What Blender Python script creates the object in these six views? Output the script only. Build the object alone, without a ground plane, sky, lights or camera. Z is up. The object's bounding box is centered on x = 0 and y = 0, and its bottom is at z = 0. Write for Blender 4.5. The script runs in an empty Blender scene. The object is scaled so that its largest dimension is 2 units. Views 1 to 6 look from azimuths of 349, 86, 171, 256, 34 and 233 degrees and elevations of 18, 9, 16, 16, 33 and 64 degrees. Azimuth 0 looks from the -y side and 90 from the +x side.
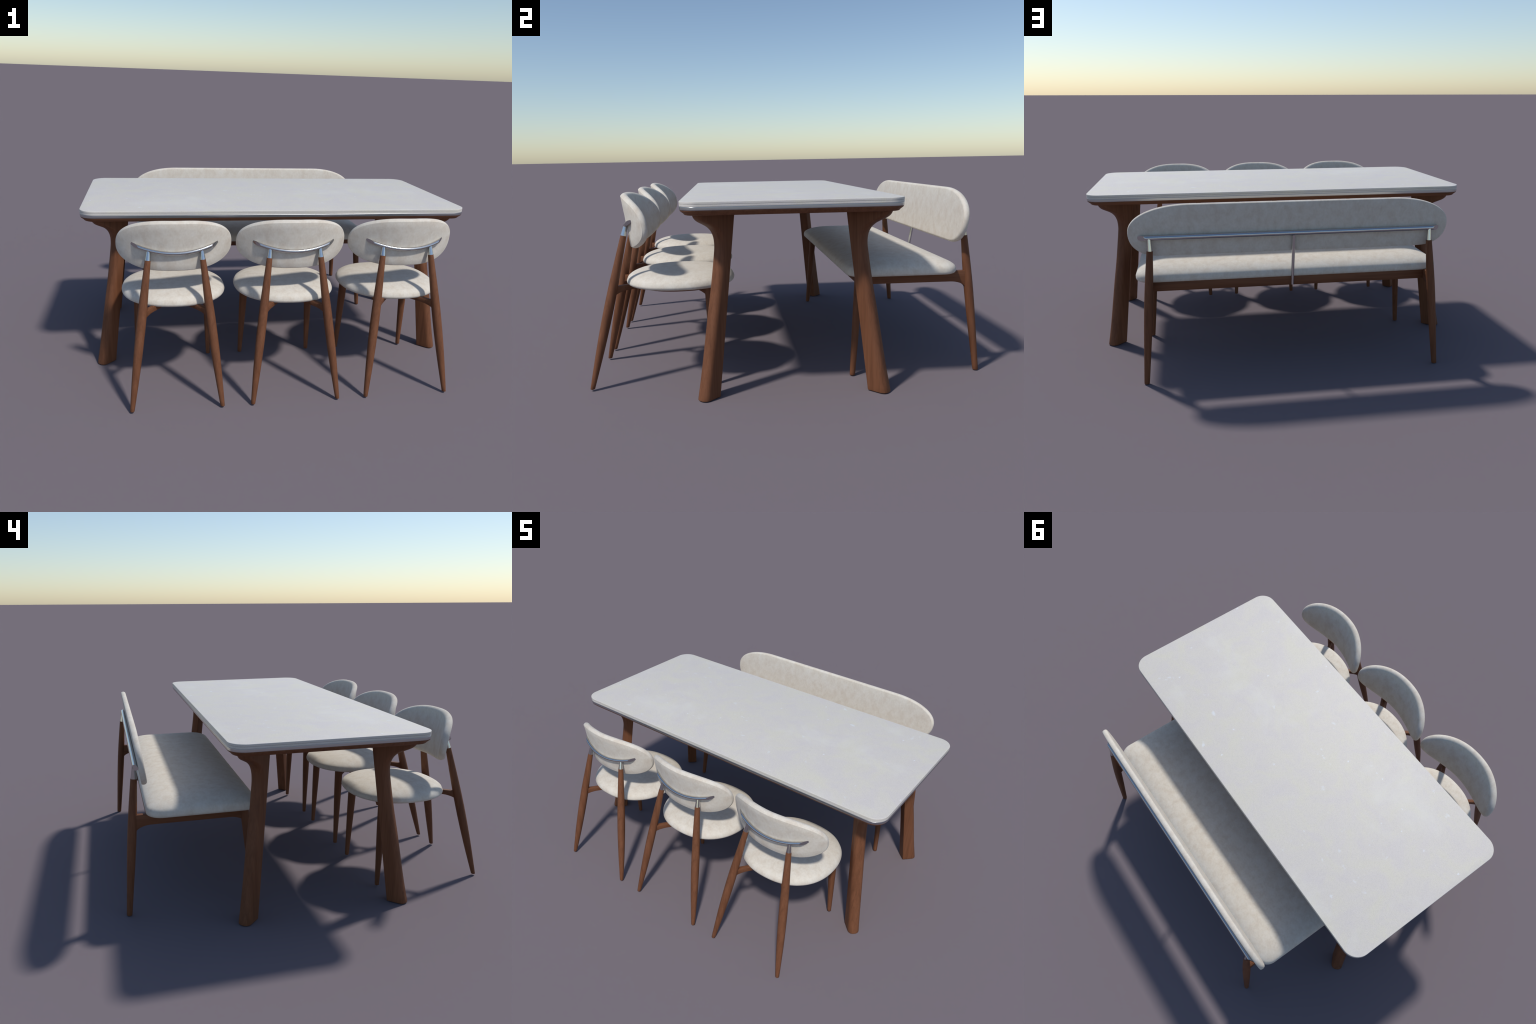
"""Dining set: stone-topped table on four flared wooden legs, three upholstered
chairs along one side and an upholstered bench along the other."""
import bpy, bmesh, math
from mathutils import Vector, Matrix

# ------------------------------------------------------------------ helpers

def new_object(name, mesh, parent=None, location=(0, 0, 0), material=None):
    ob = bpy.data.objects.new(name, mesh)
    bpy.context.scene.collection.objects.link(ob)
    ob.location = location
    if parent is not None:
        ob.parent = parent
    if material is not None and mesh is not None:
        mesh.materials.clear()
        mesh.materials.append(material)
    return ob


def make_mesh(name, verts, faces, sharp=35.0):
    me = bpy.data.meshes.new(name)
    me.from_pydata([tuple(v) for v in verts], [], faces)
    bm = bmesh.new()
    bm.from_mesh(me)
    bmesh.ops.recalc_face_normals(bm, faces=bm.faces)
    bm.to_mesh(me)
    bm.free()
    me.polygons.foreach_set("use_smooth", [True] * len(me.polygons))
    me.set_sharp_from_angle(angle=math.radians(sharp))
    me.update()
    return me


def loft(name, rings, sharp=35.0, cap_start=True, cap_end=True):
    """Skin a list of closed rings that all have the same point count."""
    n = len(rings[0])
    verts = [p for r in rings for p in r]
    faces = []
    for i in range(len(rings) - 1):
        a, b = i * n, (i + 1) * n
        for j in range(n):
            k = (j + 1) % n
            faces.append((a + j, a + k, b + k, b + j))
    if cap_start:
        faces.append(tuple(range(n))[::-1])
    if cap_end:
        faces.append(tuple(range((len(rings) - 1) * n, len(rings) * n)))
    return make_mesh(name, verts, faces, sharp)


def interp(x, table):
    """Piecewise smooth (monotone-ish Catmull-Rom) table lookup."""
    if x <= table[0][0]:
        return table[0][1]
    if x >= table[-1][0]:
        return table[-1][1]
    for i in range(len(table) - 1):
        x0, y0 = table[i]
        x1, y1 = table[i + 1]
        if x0 <= x <= x1:
            h = x1 - x0
            t = (x - x0) / h
            d = (y1 - y0) / h
            m0 = (y1 - table[i - 1][1]) / (x1 - table[i - 1][0]) if i > 0 else d
            m1 = (table[i + 2][1] - y0) / (table[i + 2][0] - x0) if i + 2 < len(table) else d
            return ((2*t**3 - 3*t**2 + 1) * y0 + (t**3 - 2*t**2 + t) * h * m0
                    + (-2*t**3 + 3*t**2) * y1 + (t**3 - t**2) * h * m1)


def rounded_rect(hx, hy, r, z, steps=10, cx=0.0, cy=0.0):
    r = min(r, hx * 0.999, hy * 0.999)
    pts = []
    for sx, sy, a0 in ((1, 1, 0), (-1, 1, 90), (-1, -1, 180), (1, -1, 270)):
        for i in range(steps + 1):
            a = math.radians(a0 + 90.0 * i / steps)
            pts.append((cx + sx * (hx - r) + r * math.cos(a), cy + sy * (hy - r) + r * math.sin(a), z))
    return pts


def turned(name, base, top, radius_table, segments=28, rings=30, foot_round=0.003, square_foot=True):
    """A turned round bar between two points, radius by height fraction. The foot is
    cut level with the floor and eased; higher rings stand square to the axis."""
    base, top = Vector(base), Vector(top)
    L = top - base
    axis = L.normalized()
    H = abs(L.z)

    def ring(f, scale=1.0):
        c = base + L * f
        r = interp(f, radius_table) * scale
        n = Vector((0, 0, 1)).lerp(axis, min(1.0, f * 2.5) if square_foot else 1.0).normalized()
        u = Vector((0, 1, 0)).cross(n).normalized()
        v = n.cross(u)
        return [tuple(c + r * (math.cos(2 * math.pi * j / segments) * u + math.sin(2 * math.pi * j / segments) * v))
                for j in range(segments)]
    out = []
    if foot_round > 0:
        r0 = interp(0, radius_table)
        for k in range(4):
            a = math.radians(90 * k / 4)
            out.append(ring(foot_round * (1 - math.cos(a)) / H, 1 - foot_round * (1 - math.sin(a)) / r0))
    for i in range(rings + 1):
        if foot_round > 0 and i / rings * H < foot_round:
            continue
        out.append(ring(i / rings))
    return loft(name, out, 40)


def tube_along(name, pts, radius, segments=24, cuts=()):
    """Round rod swept along points; each cut is (point, outward normal): what lies
    outside is sliced off and the slice is closed flat."""
    pts = [Vector(p) for p in pts]
    rings = []
    for i, p in enumerate(pts):
        t = (pts[min(i + 1, len(pts) - 1)] - pts[max(i - 1, 0)]).normalized()
        s = t.cross(Vector((0, 0, 1))).normalized()
        u = s.cross(t)
        rings.append([tuple(p + radius * (math.cos(2 * math.pi * j / segments) * s + math.sin(2 * math.pi * j / segments) * u))
                      for j in range(segments)])
    me = loft(name, rings, 40)
    if cuts:
        bm = bmesh.new()
        bm.from_mesh(me)
        for co, no in cuts:
            geom = bm.verts[:] + bm.edges[:] + bm.faces[:]
            res = bmesh.ops.bisect_plane(bm, geom=geom, plane_co=co, plane_no=no, clear_outer=True)
            edges = [e for e in res["geom_cut"] if isinstance(e, bmesh.types.BMEdge)]
            bmesh.ops.contextual_create(bm, geom=edges)
        bmesh.ops.recalc_face_normals(bm, faces=bm.faces)
        bm.to_mesh(me)
        bm.free()
        me.polygons.foreach_set("use_smooth", [True] * len(me.polygons))
        me.set_sharp_from_angle(angle=math.radians(40))
    return me


def bar_with_arcs(name, a, b, width, z_top, z_bot, z_end, arc, bevel=0.0015):
    """Straight rail from plan point a to b; the underside sweeps down in a quarter
    arc of length `arc` to z_end where it meets the leg at either end."""
    a, b = Vector((a[0], a[1], 0)), Vector((b[0], b[1], 0))
    d = (b - a)
    L = d.length
    d.normalize()
    s = Vector((-d.y, d.x, 0)) * (width / 2)
    prof = [(0.0, z_top), (L, z_top)]
    n = 10
    low = []
    za, zb = z_end if isinstance(z_end, tuple) else (z_end, z_end)
    for i in range(n + 1):                 # far end arc, then near end arc
        q = math.radians(90 * i / n)
        low.append((L - arc * (1 - math.cos(q)), zb + (z_bot - zb) * math.sin(q)))
    for i in range(n, -1, -1):
        q = math.radians(90 * i / n)
        low.append((arc * (1 - math.cos(q)), za + (z_bot - za) * math.sin(q)))
    prof += low
    m = len(prof)
    verts = []
    for sgn in (1, -1):
        for t, z in prof:
            p = a + d * t + s * sgn
            verts.append((p.x, p.y, z))
    faces = [tuple(range(m)), tuple(range(m, 2 * m))[::-1]]
    for i in range(m):
        j = (i + 1) % m
        faces.append((i, m + i, m + j, j))
    me = make_mesh(name, verts, faces, 30)
    bm = bmesh.new()
    bm.from_mesh(me)
    edges = [e for e in bm.edges if len(e.link_faces) == 2 and e.calc_face_angle(0) > math.radians(50)]
    bmesh.ops.bevel(bm, geom=edges, offset=bevel, segments=2, profile=0.5, affect='EDGES')
    bm.to_mesh(me)
    bm.free()
    me.polygons.foreach_set("use_smooth", [True] * len(me.polygons))
    me.set_sharp_from_angle(angle=math.radians(30))
    return me


def back_outline(count, half, top, bottom):
    """top/bottom = (straight half-length, height, exponent). Returns (u, w) points,
    w measured from the widest line."""
    pts = []
    q = count // 4
    for quad in range(4):
        straight, h, n = top if quad in (0, 1) else bottom
        ax = half - straight
        for i in range(q):
            t = math.pi / 2 * i / q
            if quad in (1, 3):
                t = math.pi / 2 - t
            c, s = abs(math.cos(t)) ** (2 / n), abs(math.sin(t)) ** (2 / n)
            sx = 1 if quad in (0, 3) else -1
            sy = 1 if quad in (0, 1) else -1
            pts.append((sx * (straight + ax * c), sy * h * s))
    # drop coincident points
    out = []
    for p in pts:
        if not out or (Vector(p) - Vector(out[-1])).length > 1e-6:
            out.append(p)
    return out


def resample(poly, n):
    P = [Vector(p) for p in poly]
    P.append(P[0])
    acc = [0.0]
    for i in range(len(P) - 1):
        acc.append(acc[-1] + (P[i + 1] - P[i]).length)
    out = []
    k = 0
    for i in range(n):
        t = acc[-1] * i / n
        while acc[k + 1] < t:
            k += 1
        f = (t - acc[k]) / max(acc[k + 1] - acc[k], 1e-9)
        out.append(P[k].lerp(P[k + 1], f))
    return out


def inset(poly, d):
    """Move each outline point inward along its normal."""
    n = len(poly)
    out = []
    for i in range(n):
        t = (poly[(i + 1) % n] - poly[i - 1]).normalized()
        nrm = Vector((-t.y, t.x))
        out.append(poly[i] + nrm * d)
    return out


def upholstered_back(name, outline, thickness, bulge, surface, rear_edge=0.002, count=160, rim=0.014, swell=0.0):
    """Pad: crisp-edged flat rear, rounded front rim, slightly full front face.
    surface(u, w, t) maps outline coordinates and depth t (0 rear, + front) to space."""
    O = resample(outline, count)
    layers = []                                   # (inset, depth)
    for f in (0.96, 0.75, 0.5, 0.25):
        layers.append(("scale", 1 - f, 0.0))
    layers.append(("inset", rear_edge, 0.0))
    layers.append(("inset", rear_edge * 0.3, rear_edge * 0.3))
    layers.append(("inset", 0.0, rear_edge))
    # puffed rim: swells by `swell` past the rear edge, then rolls over to the front
    R = rim
    T1 = thickness * 0.45
    for k in range(1, 6):
        a = math.radians(90 * k / 5)
        layers.append(("inset", -swell * math.sin(a), rear_edge + (T1 - rear_edge) * (1 - math.cos(a)) ** 0.7))
    for k in range(1, 9):
        a = math.radians(90 * k / 8)
        layers.append(("inset", -swell + (R + swell) * (1 - math.cos(a)), T1 + (thickness - T1) * math.sin(a)))
    for f in (0.12, 0.25, 0.4, 0.6, 0.8, 0.96):
        layers.append(("scale2", 1 - f, f))
    inner = inset(O, R)
    verts, faces, n = [], [], count
    for kind, v, t in layers:
        if kind == "inset":
            ring = inset(O, v)
            dep = t
        elif kind == "scale":
            base = inset(O, rear_edge)
            ring = [p * v for p in base]
            dep = t
        else:
            ring = [p * v for p in inner]
            dep = thickness + bulge * (1 - v * v)
        verts += [surface(p.x, p.y, dep) for p in ring]
    for i in range(len(layers) - 1):
        a, b = i * n, (i + 1) * n
        for j in range(n):
            k = (j + 1) % n
            faces.append((a + j, a + k, b + k, b + j))
    faces.append(tuple(range(n))[::-1])
    faces.append(tuple(range((len(layers) - 1) * n, len(layers) * n)))
    return make_mesh(name, verts, faces, 50)


def cushion(name, ring_at, levels, sharp=60):
    return loft(name, [ring_at(d, z) for d, z in levels], sharp)


def crown(z_bot, z_eq_lo, z_eq_hi, z_top, reach, bottom_reach, p=2.2, steps=12):
    """(inset, z) levels of a stuffed cushion: eased bottom edge, short upright side,
    long crown up to a flat top."""
    lv = []
    for k in range(6):
        a = math.radians(90 * k / 5)
        lv.append((bottom_reach * (1 - math.sin(a)), z_eq_lo - (z_eq_lo - z_bot) * math.cos(a)))
    for k in range(steps + 1):
        x = k / steps
        x = x * x * 0.5 + x * 0.5
        lv.append((reach * x, z_eq_hi + (z_top - z_eq_hi) * (1 - (1 - x) ** p) ** (1 / p)))
    return lv


# ---------------------------------------------------------------- materials

def nodes_of(name):
    m = bpy.data.materials.new(name)
    m.use_nodes = True
    nt = m.node_tree
    bsdf = nt.nodes["Principled BSDF"]
    return m, nt, bsdf


def add(nt, kind, **props):
    n = nt.nodes.new(kind)
    for k, v in props.items():
        if k in n.inputs:
            n.inputs[k].default_value = v
        else:
            setattr(n, k, v)
    return n


def ramp(nt, stops):
    r = nt.nodes.new("ShaderNodeValToRGB")
    e = r.color_ramp.elements
    e[0].position, e[0].color = stops[0][0], (*stops[0][1], 1)
    e[1].position, e[1].color = stops[-1][0], (*stops[-1][1], 1)
    for p, c in stops[1:-1]:
        x = e.new(p)
        x.color = (*c, 1)
    return r


def mapped(nt, scale, rotation=(0, 0, 0)):
    tc = nt.nodes.new("ShaderNodeTexCoord")
    mp = nt.nodes.new("ShaderNodeMapping")
    mp.inputs["Scale"].default_value = scale
    mp.inputs["Rotation"].default_value = rotation
    nt.links.new(tc.outputs["Object"], mp.inputs["Vector"])
    return mp


def mix_color(nt, fac, a, b, blend='MIX'):
    m = nt.nodes.new("ShaderNodeMix")
    m.data_type = 'RGBA'
    m.blend_type = blend
    for sock, val in ((m.inputs[0], fac), (m.inputs[6], a), (m.inputs[7], b)):
        if isinstance(val, (int, float)):
            sock.default_value = val
        elif isinstance(val, tuple):
            sock.default_value = (*val, 1) if len(val) == 3 else val
        else:
            nt.links.new(val, sock)
    return m.outputs[2]


def wood(name, axis):
    """Stained walnut; grain runs along the given object axis."""
    m, nt, b = nodes_of(name)
    s = [1.0, 1.0, 1.0]
    s["xyz".index(axis)] = 0.03
    big = mapped(nt, tuple(v * 60 for v in s))
    fine = mapped(nt, tuple(v * 280 for v in s))
    n1 = add(nt, "ShaderNodeTexNoise", Scale=1.0, Detail=3.0, Roughness=0.55, Distortion=0.6)
    n2 = add(nt, "ShaderNodeTexNoise", Scale=1.0, Detail=3.0, Roughness=0.6)
    nt.links.new(big.outputs[0], n1.inputs["Vector"])
    nt.links.new(fine.outputs[0], n2.inputs["Vector"])
    r1 = ramp(nt, [(0.28, (0.128, 0.050, 0.0235)), (0.5, (0.162, 0.065, 0.0310)), (0.74, (0.188, 0.078, 0.0385))])
    r2 = ramp(nt, [(0.34, (0.80, 0.785, 0.76)), (0.50, (1, 1, 1)), (0.75, (1.06, 1.05, 1.05))])
    nt.links.new(n1.outputs["Fac"], r1.inputs[0])
    nt.links.new(n2.outputs["Fac"], r2.inputs[0])
    col = mix_color(nt, 0.75, r1.outputs[0], r2.outputs[0], 'MULTIPLY')
    nt.links.new(col, b.inputs["Base Color"])
    b.inputs["Roughness"].default_value = 0.55
    b.inputs["Specular IOR Level"].default_value = 0.22
    bump = add(nt, "ShaderNodeBump", Strength=0.08, Distance=0.001)
    nt.links.new(n2.outputs["Fac"], bump.inputs["Height"])
    nt.links.new(bump.outputs[0], b.inputs["Normal"])
    return m


def fabric():
    """Oatmeal microfibre with soft cloudy nap and a very fine weave."""
    m, nt, b = nodes_of("oatmeal_fabric")
    cloud = mapped(nt, (1, 1, 0.8))
    n1 = add(nt, "ShaderNodeTexNoise", Scale=26.0, Detail=4.0, Roughness=0.6, Distortion=0.3)
    n2 = add(nt, "ShaderNodeTexNoise", Scale=110.0, Detail=4.0, Roughness=0.65)
    n3 = add(nt, "ShaderNodeTexNoise", Scale=900.0, Detail=2.0, Roughness=0.6)
    for n in (n1, n2, n3):
        nt.links.new(cloud.outputs[0], n.inputs["Vector"])
    r1 = ramp(nt, [(0.32, (0.632, 0.564, 0.480)), (0.52, (0.682, 0.630, 0.549)), (0.70, (0.708, 0.664, 0.594))])
    nt.links.new(n1.outputs["Fac"], r1.inputs[0])
    r2 = ramp(nt, [(0.30, (0.915, 0.91, 0.895)), (0.65, (1, 1, 1))])
    nt.links.new(n2.outputs["Fac"], r2.inputs[0])
    col = mix_color(nt, 1.0, r1.outputs[0], r2.outputs[0], 'MULTIPLY')
    r3 = ramp(nt, [(0.35, (0.90, 0.90, 0.90)), (0.6, (1, 1, 1))])
    nt.links.new(n3.outputs["Fac"], r3.inputs[0])
    col = mix_color(nt, 0.6, col, r3.outputs[0], 'MULTIPLY')
    nt.links.new(col, b.inputs["Base Color"])
    b.inputs["Roughness"].default_value = 0.9
    b.inputs["Specular IOR Level"].default_value = 0.15
    b.inputs["Sheen Weight"].default_value = 0.08
    b.inputs["Sheen Roughness"].default_value = 0.5
    bump = add(nt, "ShaderNodeBump", Strength=0.15, Distance=0.0015)
    nt.links.new(n2.outputs["Fac"], bump.inputs["Height"])
    nt.links.new(bump.outputs[0], b.inputs["Normal"])
    return m


def stone():
    """Pale engineered stone: warm and cool clouds, grit, a few bluish-white flecks."""
    m, nt, b = nodes_of("pale_quartz")
    co = mapped(nt, (1, 1, 1))
    n1 = add(nt, "ShaderNodeTexNoise", Scale=7.0, Detail=6.0, Roughness=0.62, Distortion=0.7)
    grit = add(nt, "ShaderNodeTexNoise", Scale=330.0, Detail=3.0, Roughness=0.7)
    fleck = add(nt, "ShaderNodeTexNoise", Scale=16.0, Detail=4.0, Roughness=0.60, Distortion=0.3)
    wob = add(nt, "ShaderNodeTexNoise", Scale=110.0, Detail=2.0)
    dots = add(nt, "ShaderNodeTexVoronoi", Scale=22.0, Randomness=1.0)
    dark = add(nt, "ShaderNodeTexVoronoi", Scale=90.0, Randomness=1.0)
    for n in (n1, grit, fleck, wob, dark):
        nt.links.new(co.outputs[0], n.inputs["Vector"])
    # ragged outlines: voronoi looked up at jittered positions
    jit = add(nt, "ShaderNodeVectorMath", operation='MULTIPLY_ADD')
    jit.inputs[1].default_value = (0.016, 0.016, 0.016)
    nt.links.new(wob.outputs["Color"], jit.inputs[0])
    nt.links.new(co.outputs[0], jit.inputs[2])
    nt.links.new(jit.outputs[0], dots.inputs["Vector"])
    r1 = ramp(nt, [(0.36, (0.604, 0.568, 0.540)), (0.50, (0.620, 0.586, 0.534)), (0.64, (0.630, 0.600, 0.516))])
    nt.links.new(n1.outputs["Fac"], r1.inputs[0])
    rg = ramp(nt, [(0.30, (0.84, 0.84, 0.84)), (0.52, (1, 1, 1)), (0.75, (1.08, 1.08, 1.08))])
    nt.links.new(grit.outputs["Fac"], rg.inputs[0])
    col = mix_color(nt, 0.8, r1.outputs[0], rg.outputs[0], 'MULTIPLY')
    # clustered irregular flecks
    mf = add(nt, "ShaderNodeMapRange")
    mf.inputs["From Min"].default_value = 0.66
    mf.inputs["From Max"].default_value = 0.74
    nt.links.new(fleck.outputs["Fac"], mf.inputs["Value"])
    soft = add(nt, "ShaderNodeMath", operation='MULTIPLY')
    soft.inputs[1].default_value = 0.55
    nt.links.new(mf.outputs[0], soft.inputs[0])
    col = mix_color(nt, soft.outputs[0], col, (0.72, 0.76, 0.80))
    # small round flecks in some cells only
    md = add(nt, "ShaderNodeMapRange")
    md.inputs["From Min"].default_value = 0.15
    md.inputs["From Max"].default_value = 0.07
    nt.links.new(dots.outputs["Distance"], md.inputs["Value"])
    sel = add(nt, "ShaderNodeSeparateColor")
    nt.links.new(dots.outputs["Color"], sel.inputs[0])
    gt = add(nt, "ShaderNodeMath", operation='GREATER_THAN')
    gt.inputs[1].default_value = 0.93
    nt.links.new(sel.outputs[0], gt.inputs[0])
    mul = add(nt, "ShaderNodeMath", operation='MULTIPLY')
    nt.links.new(md.outputs[0], mul.inputs[0])
    nt.links.new(gt.outputs[0], mul.inputs[1])
    # broad pale clouds
    cloud = add(nt, "ShaderNodeTexNoise", Scale=3.2, Detail=5.0, Roughness=0.65, Distortion=0.4)
    nt.links.new(co.outputs[0], cloud.inputs["Vector"])
    mc = add(nt, "ShaderNodeMapRange")
    mc.inputs["From Min"].default_value = 0.54
    mc.inputs["From Max"].default_value = 0.70
    mc.inputs["To Max"].default_value = 0.45
    nt.links.new(cloud.outputs["Fac"], mc.inputs["Value"])
    col = mix_color(nt, mc.outputs[0], col, (0.672, 0.655, 0.610))
    dim = add(nt, "ShaderNodeMath", operation='MULTIPLY')
    dim.inputs[1].default_value = 0.75
    nt.links.new(mul.outputs[0], dim.inputs[0])
    col = mix_color(nt, dim.outputs[0], col, (0.73, 0.75, 0.77))
    mk = add(nt, "ShaderNodeMapRange")
    mk.inputs["From Min"].default_value = 0.16
    mk.inputs["From Max"].default_value = 0.08
    nt.links.new(dark.outputs["Distance"], mk.inputs["Value"])
    sel2 = add(nt, "ShaderNodeSeparateColor")
    nt.links.new(dark.outputs["Color"], sel2.inputs[0])
    gt2 = add(nt, "ShaderNodeMath", operation='GREATER_THAN')
    gt2.inputs[1].default_value = 0.86
    nt.links.new(sel2.outputs[1], gt2.inputs[0])
    mul2 = add(nt, "ShaderNodeMath", operation='MULTIPLY')
    nt.links.new(mk.outputs[0], mul2.inputs[0])
    nt.links.new(gt2.outputs[0], mul2.inputs[1])
    half = add(nt, "ShaderNodeMath", operation='MULTIPLY')
    half.inputs[1].default_value = 0.5
    nt.links.new(mul2.outputs[0], half.inputs[0])
    col = mix_color(nt, half.outputs[0], col, (0.47, 0.47, 0.46))
    nt.links.new(col, b.inputs["Base Color"])
    b.inputs["Roughness"].default_value = 0.56
    b.inputs["Specular IOR Level"].default_value = 0.45
    return m


def chrome(name, rough, tint=(0.57, 0.57, 0.57)):
    m, nt, b = nodes_of(name)
    b.inputs["Metallic"].default_value = 1.0
    b.inputs["Base Color"].default_value = (*tint, 1)
    co = mapped(nt, (1, 1, 1))
    n = add(nt, "ShaderNodeTexNoise", Scale=60.0, Detail=2.0)
    nt.links.new(co.outputs[0], n.inputs["Vector"])
    mr = add(nt, "ShaderNodeMapRange")
    mr.inputs["To Min"].default_value = rough * 0.9
    mr.inputs["To Max"].default_value = rough * 1.1
    nt.links.new(n.outputs["Fac"], mr.inputs["Value"])
    nt.links.new(mr.outputs[0], b.inputs["Roughness"])
    return m


WOOD_X, WOOD_Y, WOOD_Z = wood("walnut_lengthwise", "x"), wood("walnut_crosswise", "y"), wood("walnut_upright", "z")
FABRIC, STONE = fabric(), stone()
CHROME = chrome("polished_chrome", 0.13)
TRIM = chrome("satin_steel_trim", 0.30, (0.53, 0.54, 0.555))


def thing(name, label, category, location=(0, 0, 0)):
    e = new_object(name, None, None, location)
    e.empty_display_size = 0.1
    e["label"] = label
    e["category"] = category
    return e


# -------------------------------------------------------------------- table

def build_table():
    root = thing("dining_table", "long dining table, pale stone top, flared walnut legs", "table")
    HX, HY, RC, CY = 1.0, 0.4550, 0.075, -0.0035

    def slab(name, z0, z1, d0, ease):
        lv = [(d0 + 0.012, z0)]
        for k in range(5):
            a = math.radians(90 * k / 4)
            lv.append((d0 + 0.0006 * (1 - math.sin(a)), z0 + 0.0006 * (1 - math.cos(a))))
        for k in range(6):
            a = math.radians(90 * k / 5)
            lv.append((d0 + ease * (1 - math.cos(a)), z1 - ease + ease * math.sin(a)))
        return loft(name, [rounded_rect(HX - d, HY - d, max(RC - d, 0.01), z, 14, 0, CY) for d, z in lv], 40)

    new_object("stone_top", slab("stone_top", 0.8242, 0.8345, 0.0, 0.002), root, material=STONE)
    new_object("stone_layer", slab("stone_layer", 0.8145, 0.8236, 0.0004, 0.0008), root, material=STONE)

    # steel band under the stone
    lv = [(0.012, 0.8005), (0.0012, 0.8005), (0.0007, 0.8009), (0.0005, 0.8020), (0.0005, 0.8060), (0.0005, 0.8100), (0.0005, 0.8114), (0.0005, 0.8118)]
    for k in range(6):
        a = math.radians(90 * k / 5)
        lv.append((0.0005 + 0.0015 * (1 - math.cos(a)), 0.8127 + 0.0015 * math.sin(a)))
    lv.append((0.02, 0.8144))
    new_object("metal_trim", loft("metal_trim", [rounded_rect(HX - d, HY - d, max(RC - d, 0.01), z, 14, 0, CY) for d, z in lv], 40),
               root, material=TRIM)

    # wooden apron: short upright lip, 45 degree chamfer, eased to a flat underside
    prof = [(0.0032, 0.8003), (0.0028, 0.7965), (0.0034, 0.7952), (0.0175, 0.7840)]
    for k in range(1, 7):
        a = math.radians(42 + 48 * k / 6)
        prof.append((0.0265 - 0.012 * math.cos(a), 0.7905 - 0.012 * math.sin(a)))
    prof.append((0.06, 0.7785))
    new_object("apron", loft("apron", [rounded_rect(HX - d, HY - d, max(RC - d, 0.01), z, 14, 0, CY) for d, z in prof], 30),
               root, material=WOOD_X)

    # legs: a board set on the diagonal; flat inner end, round outer end that sweeps
    # out to the corner at the top and kicks out again at the foot
    outer = [(0.0, 0.0577), (0.12, 0.031), (0.333, -0.0100), (0.46, -0.036), (0.55, -0.052), (0.60, -0.060),
             (0.632, -0.0640), (0.658, -0.0630), (0.680, -0.0580), (0.703, -0.0450), (0.722, -0.0235),
             (0.735, 0.0015), (0.749, 0.0305), (0.760, 0.0445), (0.769, 0.0510), (0.780, 0.0550)]
    W = 0.031

    def section(z, shrink=0.0):
        ao = interp(z, outer) - shrink
        ai = -0.031 - 0.1470 * z + shrink
        w = W - shrink
        r, ri = min(0.0265, w * 0.98), 0.004
        pts = []
        for (ca, ct, rr, a0) in ((ao - r, w - r, r, 0), (ai + ri, w - ri, ri, 90), (ai + ri, -(w - ri), ri, 180), (ao - r, -(w - r), r, 270)):
            for i in range(9):
                a = math.radians(a0 + 90 * i / 8)
                pts.append((ca + rr * math.cos(a), ct + rr * math.sin(a)))
        return pts

    zs = []
    e = 0.003
    for k in range(4):
        a = math.radians(90 * k / 4)
        zs.append((e * (1 - math.cos(math.radians(90 * k / 4))), e * (1 - math.sin(math.radians(90 * k / 4)))))
    z = e
    while z < 0.60:
        zs.append((z, 0.0))
        z += 0.02
    while z < 0.780:
        zs.append((z, 0.0))
        z += 0.006
    zs.append((0.7805, 0.0))
    k = math.sqrt(0.5)
    for sx in (1, -1):
        for sy in (1, -1):
            rings = []
            for z, sh in zs:
                rings.append([(sx * k * (a + t), sy * k * (a - t), z) for a, t in section(z, sh)])
            new_object("table_leg", loft("table_leg", rings, 35), root, (sx * 0.90, sy * 0.36, 0.0), WOOD_Z)
    return root


# -------------------------------------------------------------------- chair

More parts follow.
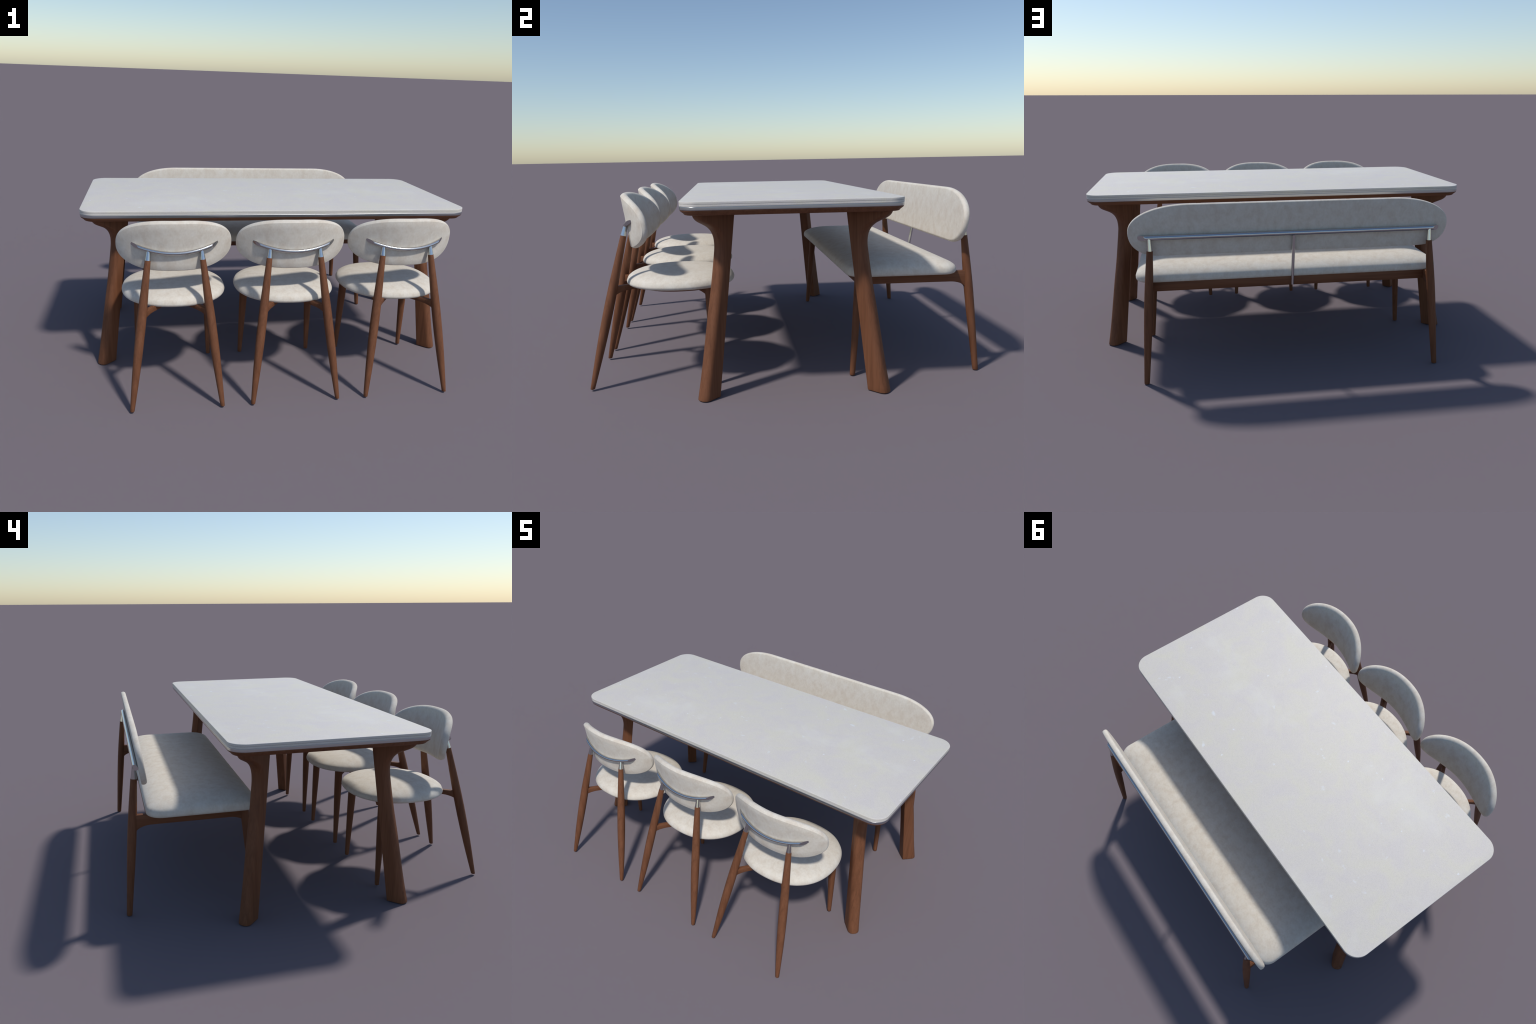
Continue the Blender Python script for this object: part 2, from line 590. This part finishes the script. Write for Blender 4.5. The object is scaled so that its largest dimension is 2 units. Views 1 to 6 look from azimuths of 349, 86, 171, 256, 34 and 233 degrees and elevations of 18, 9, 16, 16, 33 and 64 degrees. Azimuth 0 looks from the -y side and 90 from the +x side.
def chair_meshes():
    """Chair in its own frame: x across, y towards the table, origin on the floor
    below the middle of the chair (world y = 0 stays the table's centre line)."""
    M = {}
    # seat: nearly round cushion, a little egg shaped
    CY = -0.4875

    def seat_ring(d, z, ax=0.2525, by=0.2465, n=2.25, count=96):
        pts = []
        for i in range(count):
            t = 2 * math.pi * i / count
            c, s = math.cos(t), math.sin(t)
            x = (ax - d) * math.copysign(abs(c) ** (2 / n), c)
            y = (by - d) * math.copysign(abs(s) ** (2 / n), s)
            x *= 1 + 0.08 * y * (1 if y < 0 else 0.5)
            pts.append((x, CY + y, z))
        return pts
    lv = crown(0.4425, 0.456, 0.4595, 0.5055, 0.16, 0.020, 2.1, 14)
    lv += [(0.20, 0.5063), (0.23, 0.5065)]
    M["seat"] = cushion("seat", seat_ring, lv)
    M["seat_base"] = loft("seat_base", [seat_ring(d, z) for d, z in ((0.062, 0.4285), (0.060, 0.430), (0.060, 0.4445))], 40)

    # back surface: cylinder leaning back
    R = 0.40
    slope = 0.152
    ZC = 0.722

    def rear_y(u, z):
        return -0.7090 - slope * (z - 0.623) + R - math.sqrt(R * R - u * u)

    def surf(u, w, t):
        z = ZC + w
        y = rear_y(u, z)
        nx, ny, nz = -u / R, math.sqrt(1 - (u / R) ** 2), slope
        L = math.sqrt(nx * nx + ny * ny + nz * nz)
        return (u + nx / L * t, y + ny / L * t, z + nz / L * t)
    outline = back_outline(240, 0.267, (0.022, 0.1220, 2.42), (0.05, 0.106, 2.35))
    M["backrest"] = upholstered_back("backrest", outline, 0.0345, 0.003, surf, rim=0.015, swell=0.0070)

    # chrome rail bowed across the back, ends sliced obliquely against the pad
    r = 0.0085
    pts = []
    for i in range(-30, 31):
        u = 0.0090 * i
        z = 0.7035 + 0.0365 * (u / 0.196) ** 2
        pts.append((u, rear_y(u, z) - 0.0084, z))
    cuts = []
    for s in (1, -1):
        co = Vector((s * 0.1795, -0.6925, 0.735))
        no = Vector((s * 0.0250, -0.0250, 0.0)).normalized()
        cuts.append((co, no))
    M["back_rail"] = tube_along("back_rail", pts, r, 24, cuts)

    # legs
    rt = [(0, 0.0103), (0.10, 0.0135), (0.25, 0.0178), (0.42, 0.0207), (0.56, 0.0213), (0.68, 0.0203), (0.82, 0.0175), (1.0, 0.0133)]
    ft = [(0, 0.0108), (0.3, 0.0150), (0.7, 0.0200), (1.0, 0.0215)]
    for side, s in (("r", 1), ("l", -1)):
        foot, top, tip = Vector((s * 0.206, -0.880, 0.005)), Vector((s * 0.1235, -0.7225, 0.6715)), Vector((s * 0.1190, -0.7115, 0.7175))
        M["rear_leg_" + side] = (turned("rear_leg", (0, 0, 0), top - foot, rt, foot_round=0.003), foot)
        M["ferrule_" + side] = (turned("ferrule", (0, 0, 0), tip - top, [(0, 0.0128), (1, 0.0082)], rings=4, foot_round=0.0, square_foot=False), top - foot)
        f2, t2 = Vector((s * 0.190, -0.340, 0.005)), Vector((s * 0.1765, -0.354, 0.450))
        M["front_leg_" + side] = (turned("front_leg", (0, 0, 0), t2 - f2, ft, foot_round=0.003), f2)
        M["stretcher_" + side] = bar_with_arcs("stretcher", (s * 0.157, -0.786), (-s * 0.1765, -0.356), 0.0195, 0.4505, 0.4265, (0.388, 0.386), 0.085)
    return M


def build_chairs():
    M = chair_meshes()
    for x in (-0.556, 0.0, 0.556):
        root = thing("dining_chair", "round-seated chair, oatmeal curved back, splayed walnut legs", "chair", (x, 0, 0))
        new_object("seat", M["seat"], root, material=FABRIC)
        new_object("seat_base", M["seat_base"], root, material=WOOD_Y)
        new_object("backrest", M["backrest"], root, material=FABRIC)
        new_object("back_rail", M["back_rail"], root, material=CHROME)
        for s in "rl":
            me, loc = M["rear_leg_" + s]
            leg = new_object("rear_leg", me, root, loc, WOOD_Z)
            me, loc = M["ferrule_" + s]
            new_object("ferrule", me, leg, loc, CHROME)
            me, loc = M["front_leg_" + s]
            new_object("front_leg", me, root, loc, WOOD_Z)
            new_object("stretcher", M["stretcher_" + s], root, material=WOOD_Y)


# -------------------------------------------------------------------- bench

def build_bench():
    root = thing("dining_bench", "long bench, oatmeal cushion and backrest, walnut frame", "bench")
    CYB, HXB, HYB, RB = 0.5193, 0.7505, 0.2560, 0.07
    lv = crown(0.4635, 0.477, 0.4885, 0.5425, 0.165, 0.012, 1.85, 18)
    lv += [(0.18, 0.5440), (0.21, 0.5445)]
    new_object("seat", loft("seat", [rounded_rect(HXB - d, HYB - d, max(RB - 0.3 * d, 0.02), z, 12, 0, CYB) for d, z in lv], 60),
               root, material=FABRIC)

    # back pad
    slope, ZC = 0.13, 0.712

    def surf(u, w, t):
        z = ZC + w
        L = math.sqrt(1 + slope * slope)
        return (u, 0.7970 + slope * (z - 0.695) - t / L, z + t * slope / L)
    outline = back_outline(320, 0.765, (0.48, 0.1285, 2.12), (0.62, 0.113, 2.3))
    new_object("backrest", upholstered_back("backrest", outline, 0.0260, 0.001, surf, count=260, rim=0.010, swell=0.0025), root, material=FABRIC)

    # chrome rail with oblique ends
    pts = [(-0.76 + 0.04 * i, 0.8102, 0.6912) for i in range(39)]
    cuts = []
    for s in (1, -1):
        cuts.append((Vector((s * 0.7055, 0.8102, 0.6912)), Vector((s * 0.025, 0.037, 0)).normalized()))
    new_object("back_rail", tube_along("back_rail", pts, 0.0123, 28, cuts), root, material=CHROME)

    # slim round steel strut from rail to frame
    strut = []
    for z, w, y in ((0.424, 0.0062, 0.7735), (0.47, 0.0072, 0.7760), (0.509, 0.0077, 0.7800), (0.593, 0.0082, 0.7940), (0.688, 0.0085, 0.8085)):
        strut.append([(w * math.cos(math.pi * j / 10), y + w * math.sin(math.pi * j / 10), z) for j in range(20)])
    new_object("strut", loft("strut", strut, 40), root, material=CHROME)

    rt = [(0, 0.0130), (0.2, 0.0160), (0.42, 0.0193), (0.62, 0.0205), (0.78, 0.0190), (1.0, 0.0145)]
    ft = [(0, 0.0125), (0.4, 0.0162), (1.0, 0.0205)]
    for s in (1, -1):
        foot, top, tip = Vector((s * 0.7165, 0.8765, 0)), Vector((s * 0.6705, 0.8175, 0.632)), Vector((s * 0.671, 0.8130, 0.690))
        leg = new_object("rear_leg", turned("rear_leg", (0, 0, 0), top - foot, rt), root, foot, WOOD_Z)
        new_object("ferrule", turned("ferrule", (0, 0, 0), tip - top, [(0, 0.0138), (1, 0.0092)], rings=4, foot_round=0.0, square_foot=False), leg, top - foot, CHROME)
        f2, t2 = Vector((s * 0.718, 0.290, 0)), Vector((s * 0.684, 0.326, 0.464))
        new_object("front_leg", turned("front_leg", (0, 0, 0), t2 - f2, ft), root, f2, WOOD_Z)
        new_object("side_rail", bar_with_arcs("side_rail", (s * 0.684, 0.825), (s * 0.684, 0.322), 0.024, 0.4705, 0.4210, (0.384, 0.381), 0.075),
                   root, material=WOOD_Y)
    for y, zb in ((0.7585, 0.4205), (0.324, 0.4245)):
        new_object("long_rail", bar_with_arcs("long_rail", (-0.672, y), (0.672, y), 0.022, 0.4690, zb, zb, 0.01), root, material=WOOD_X)


build_table()
build_chairs()
build_bench()
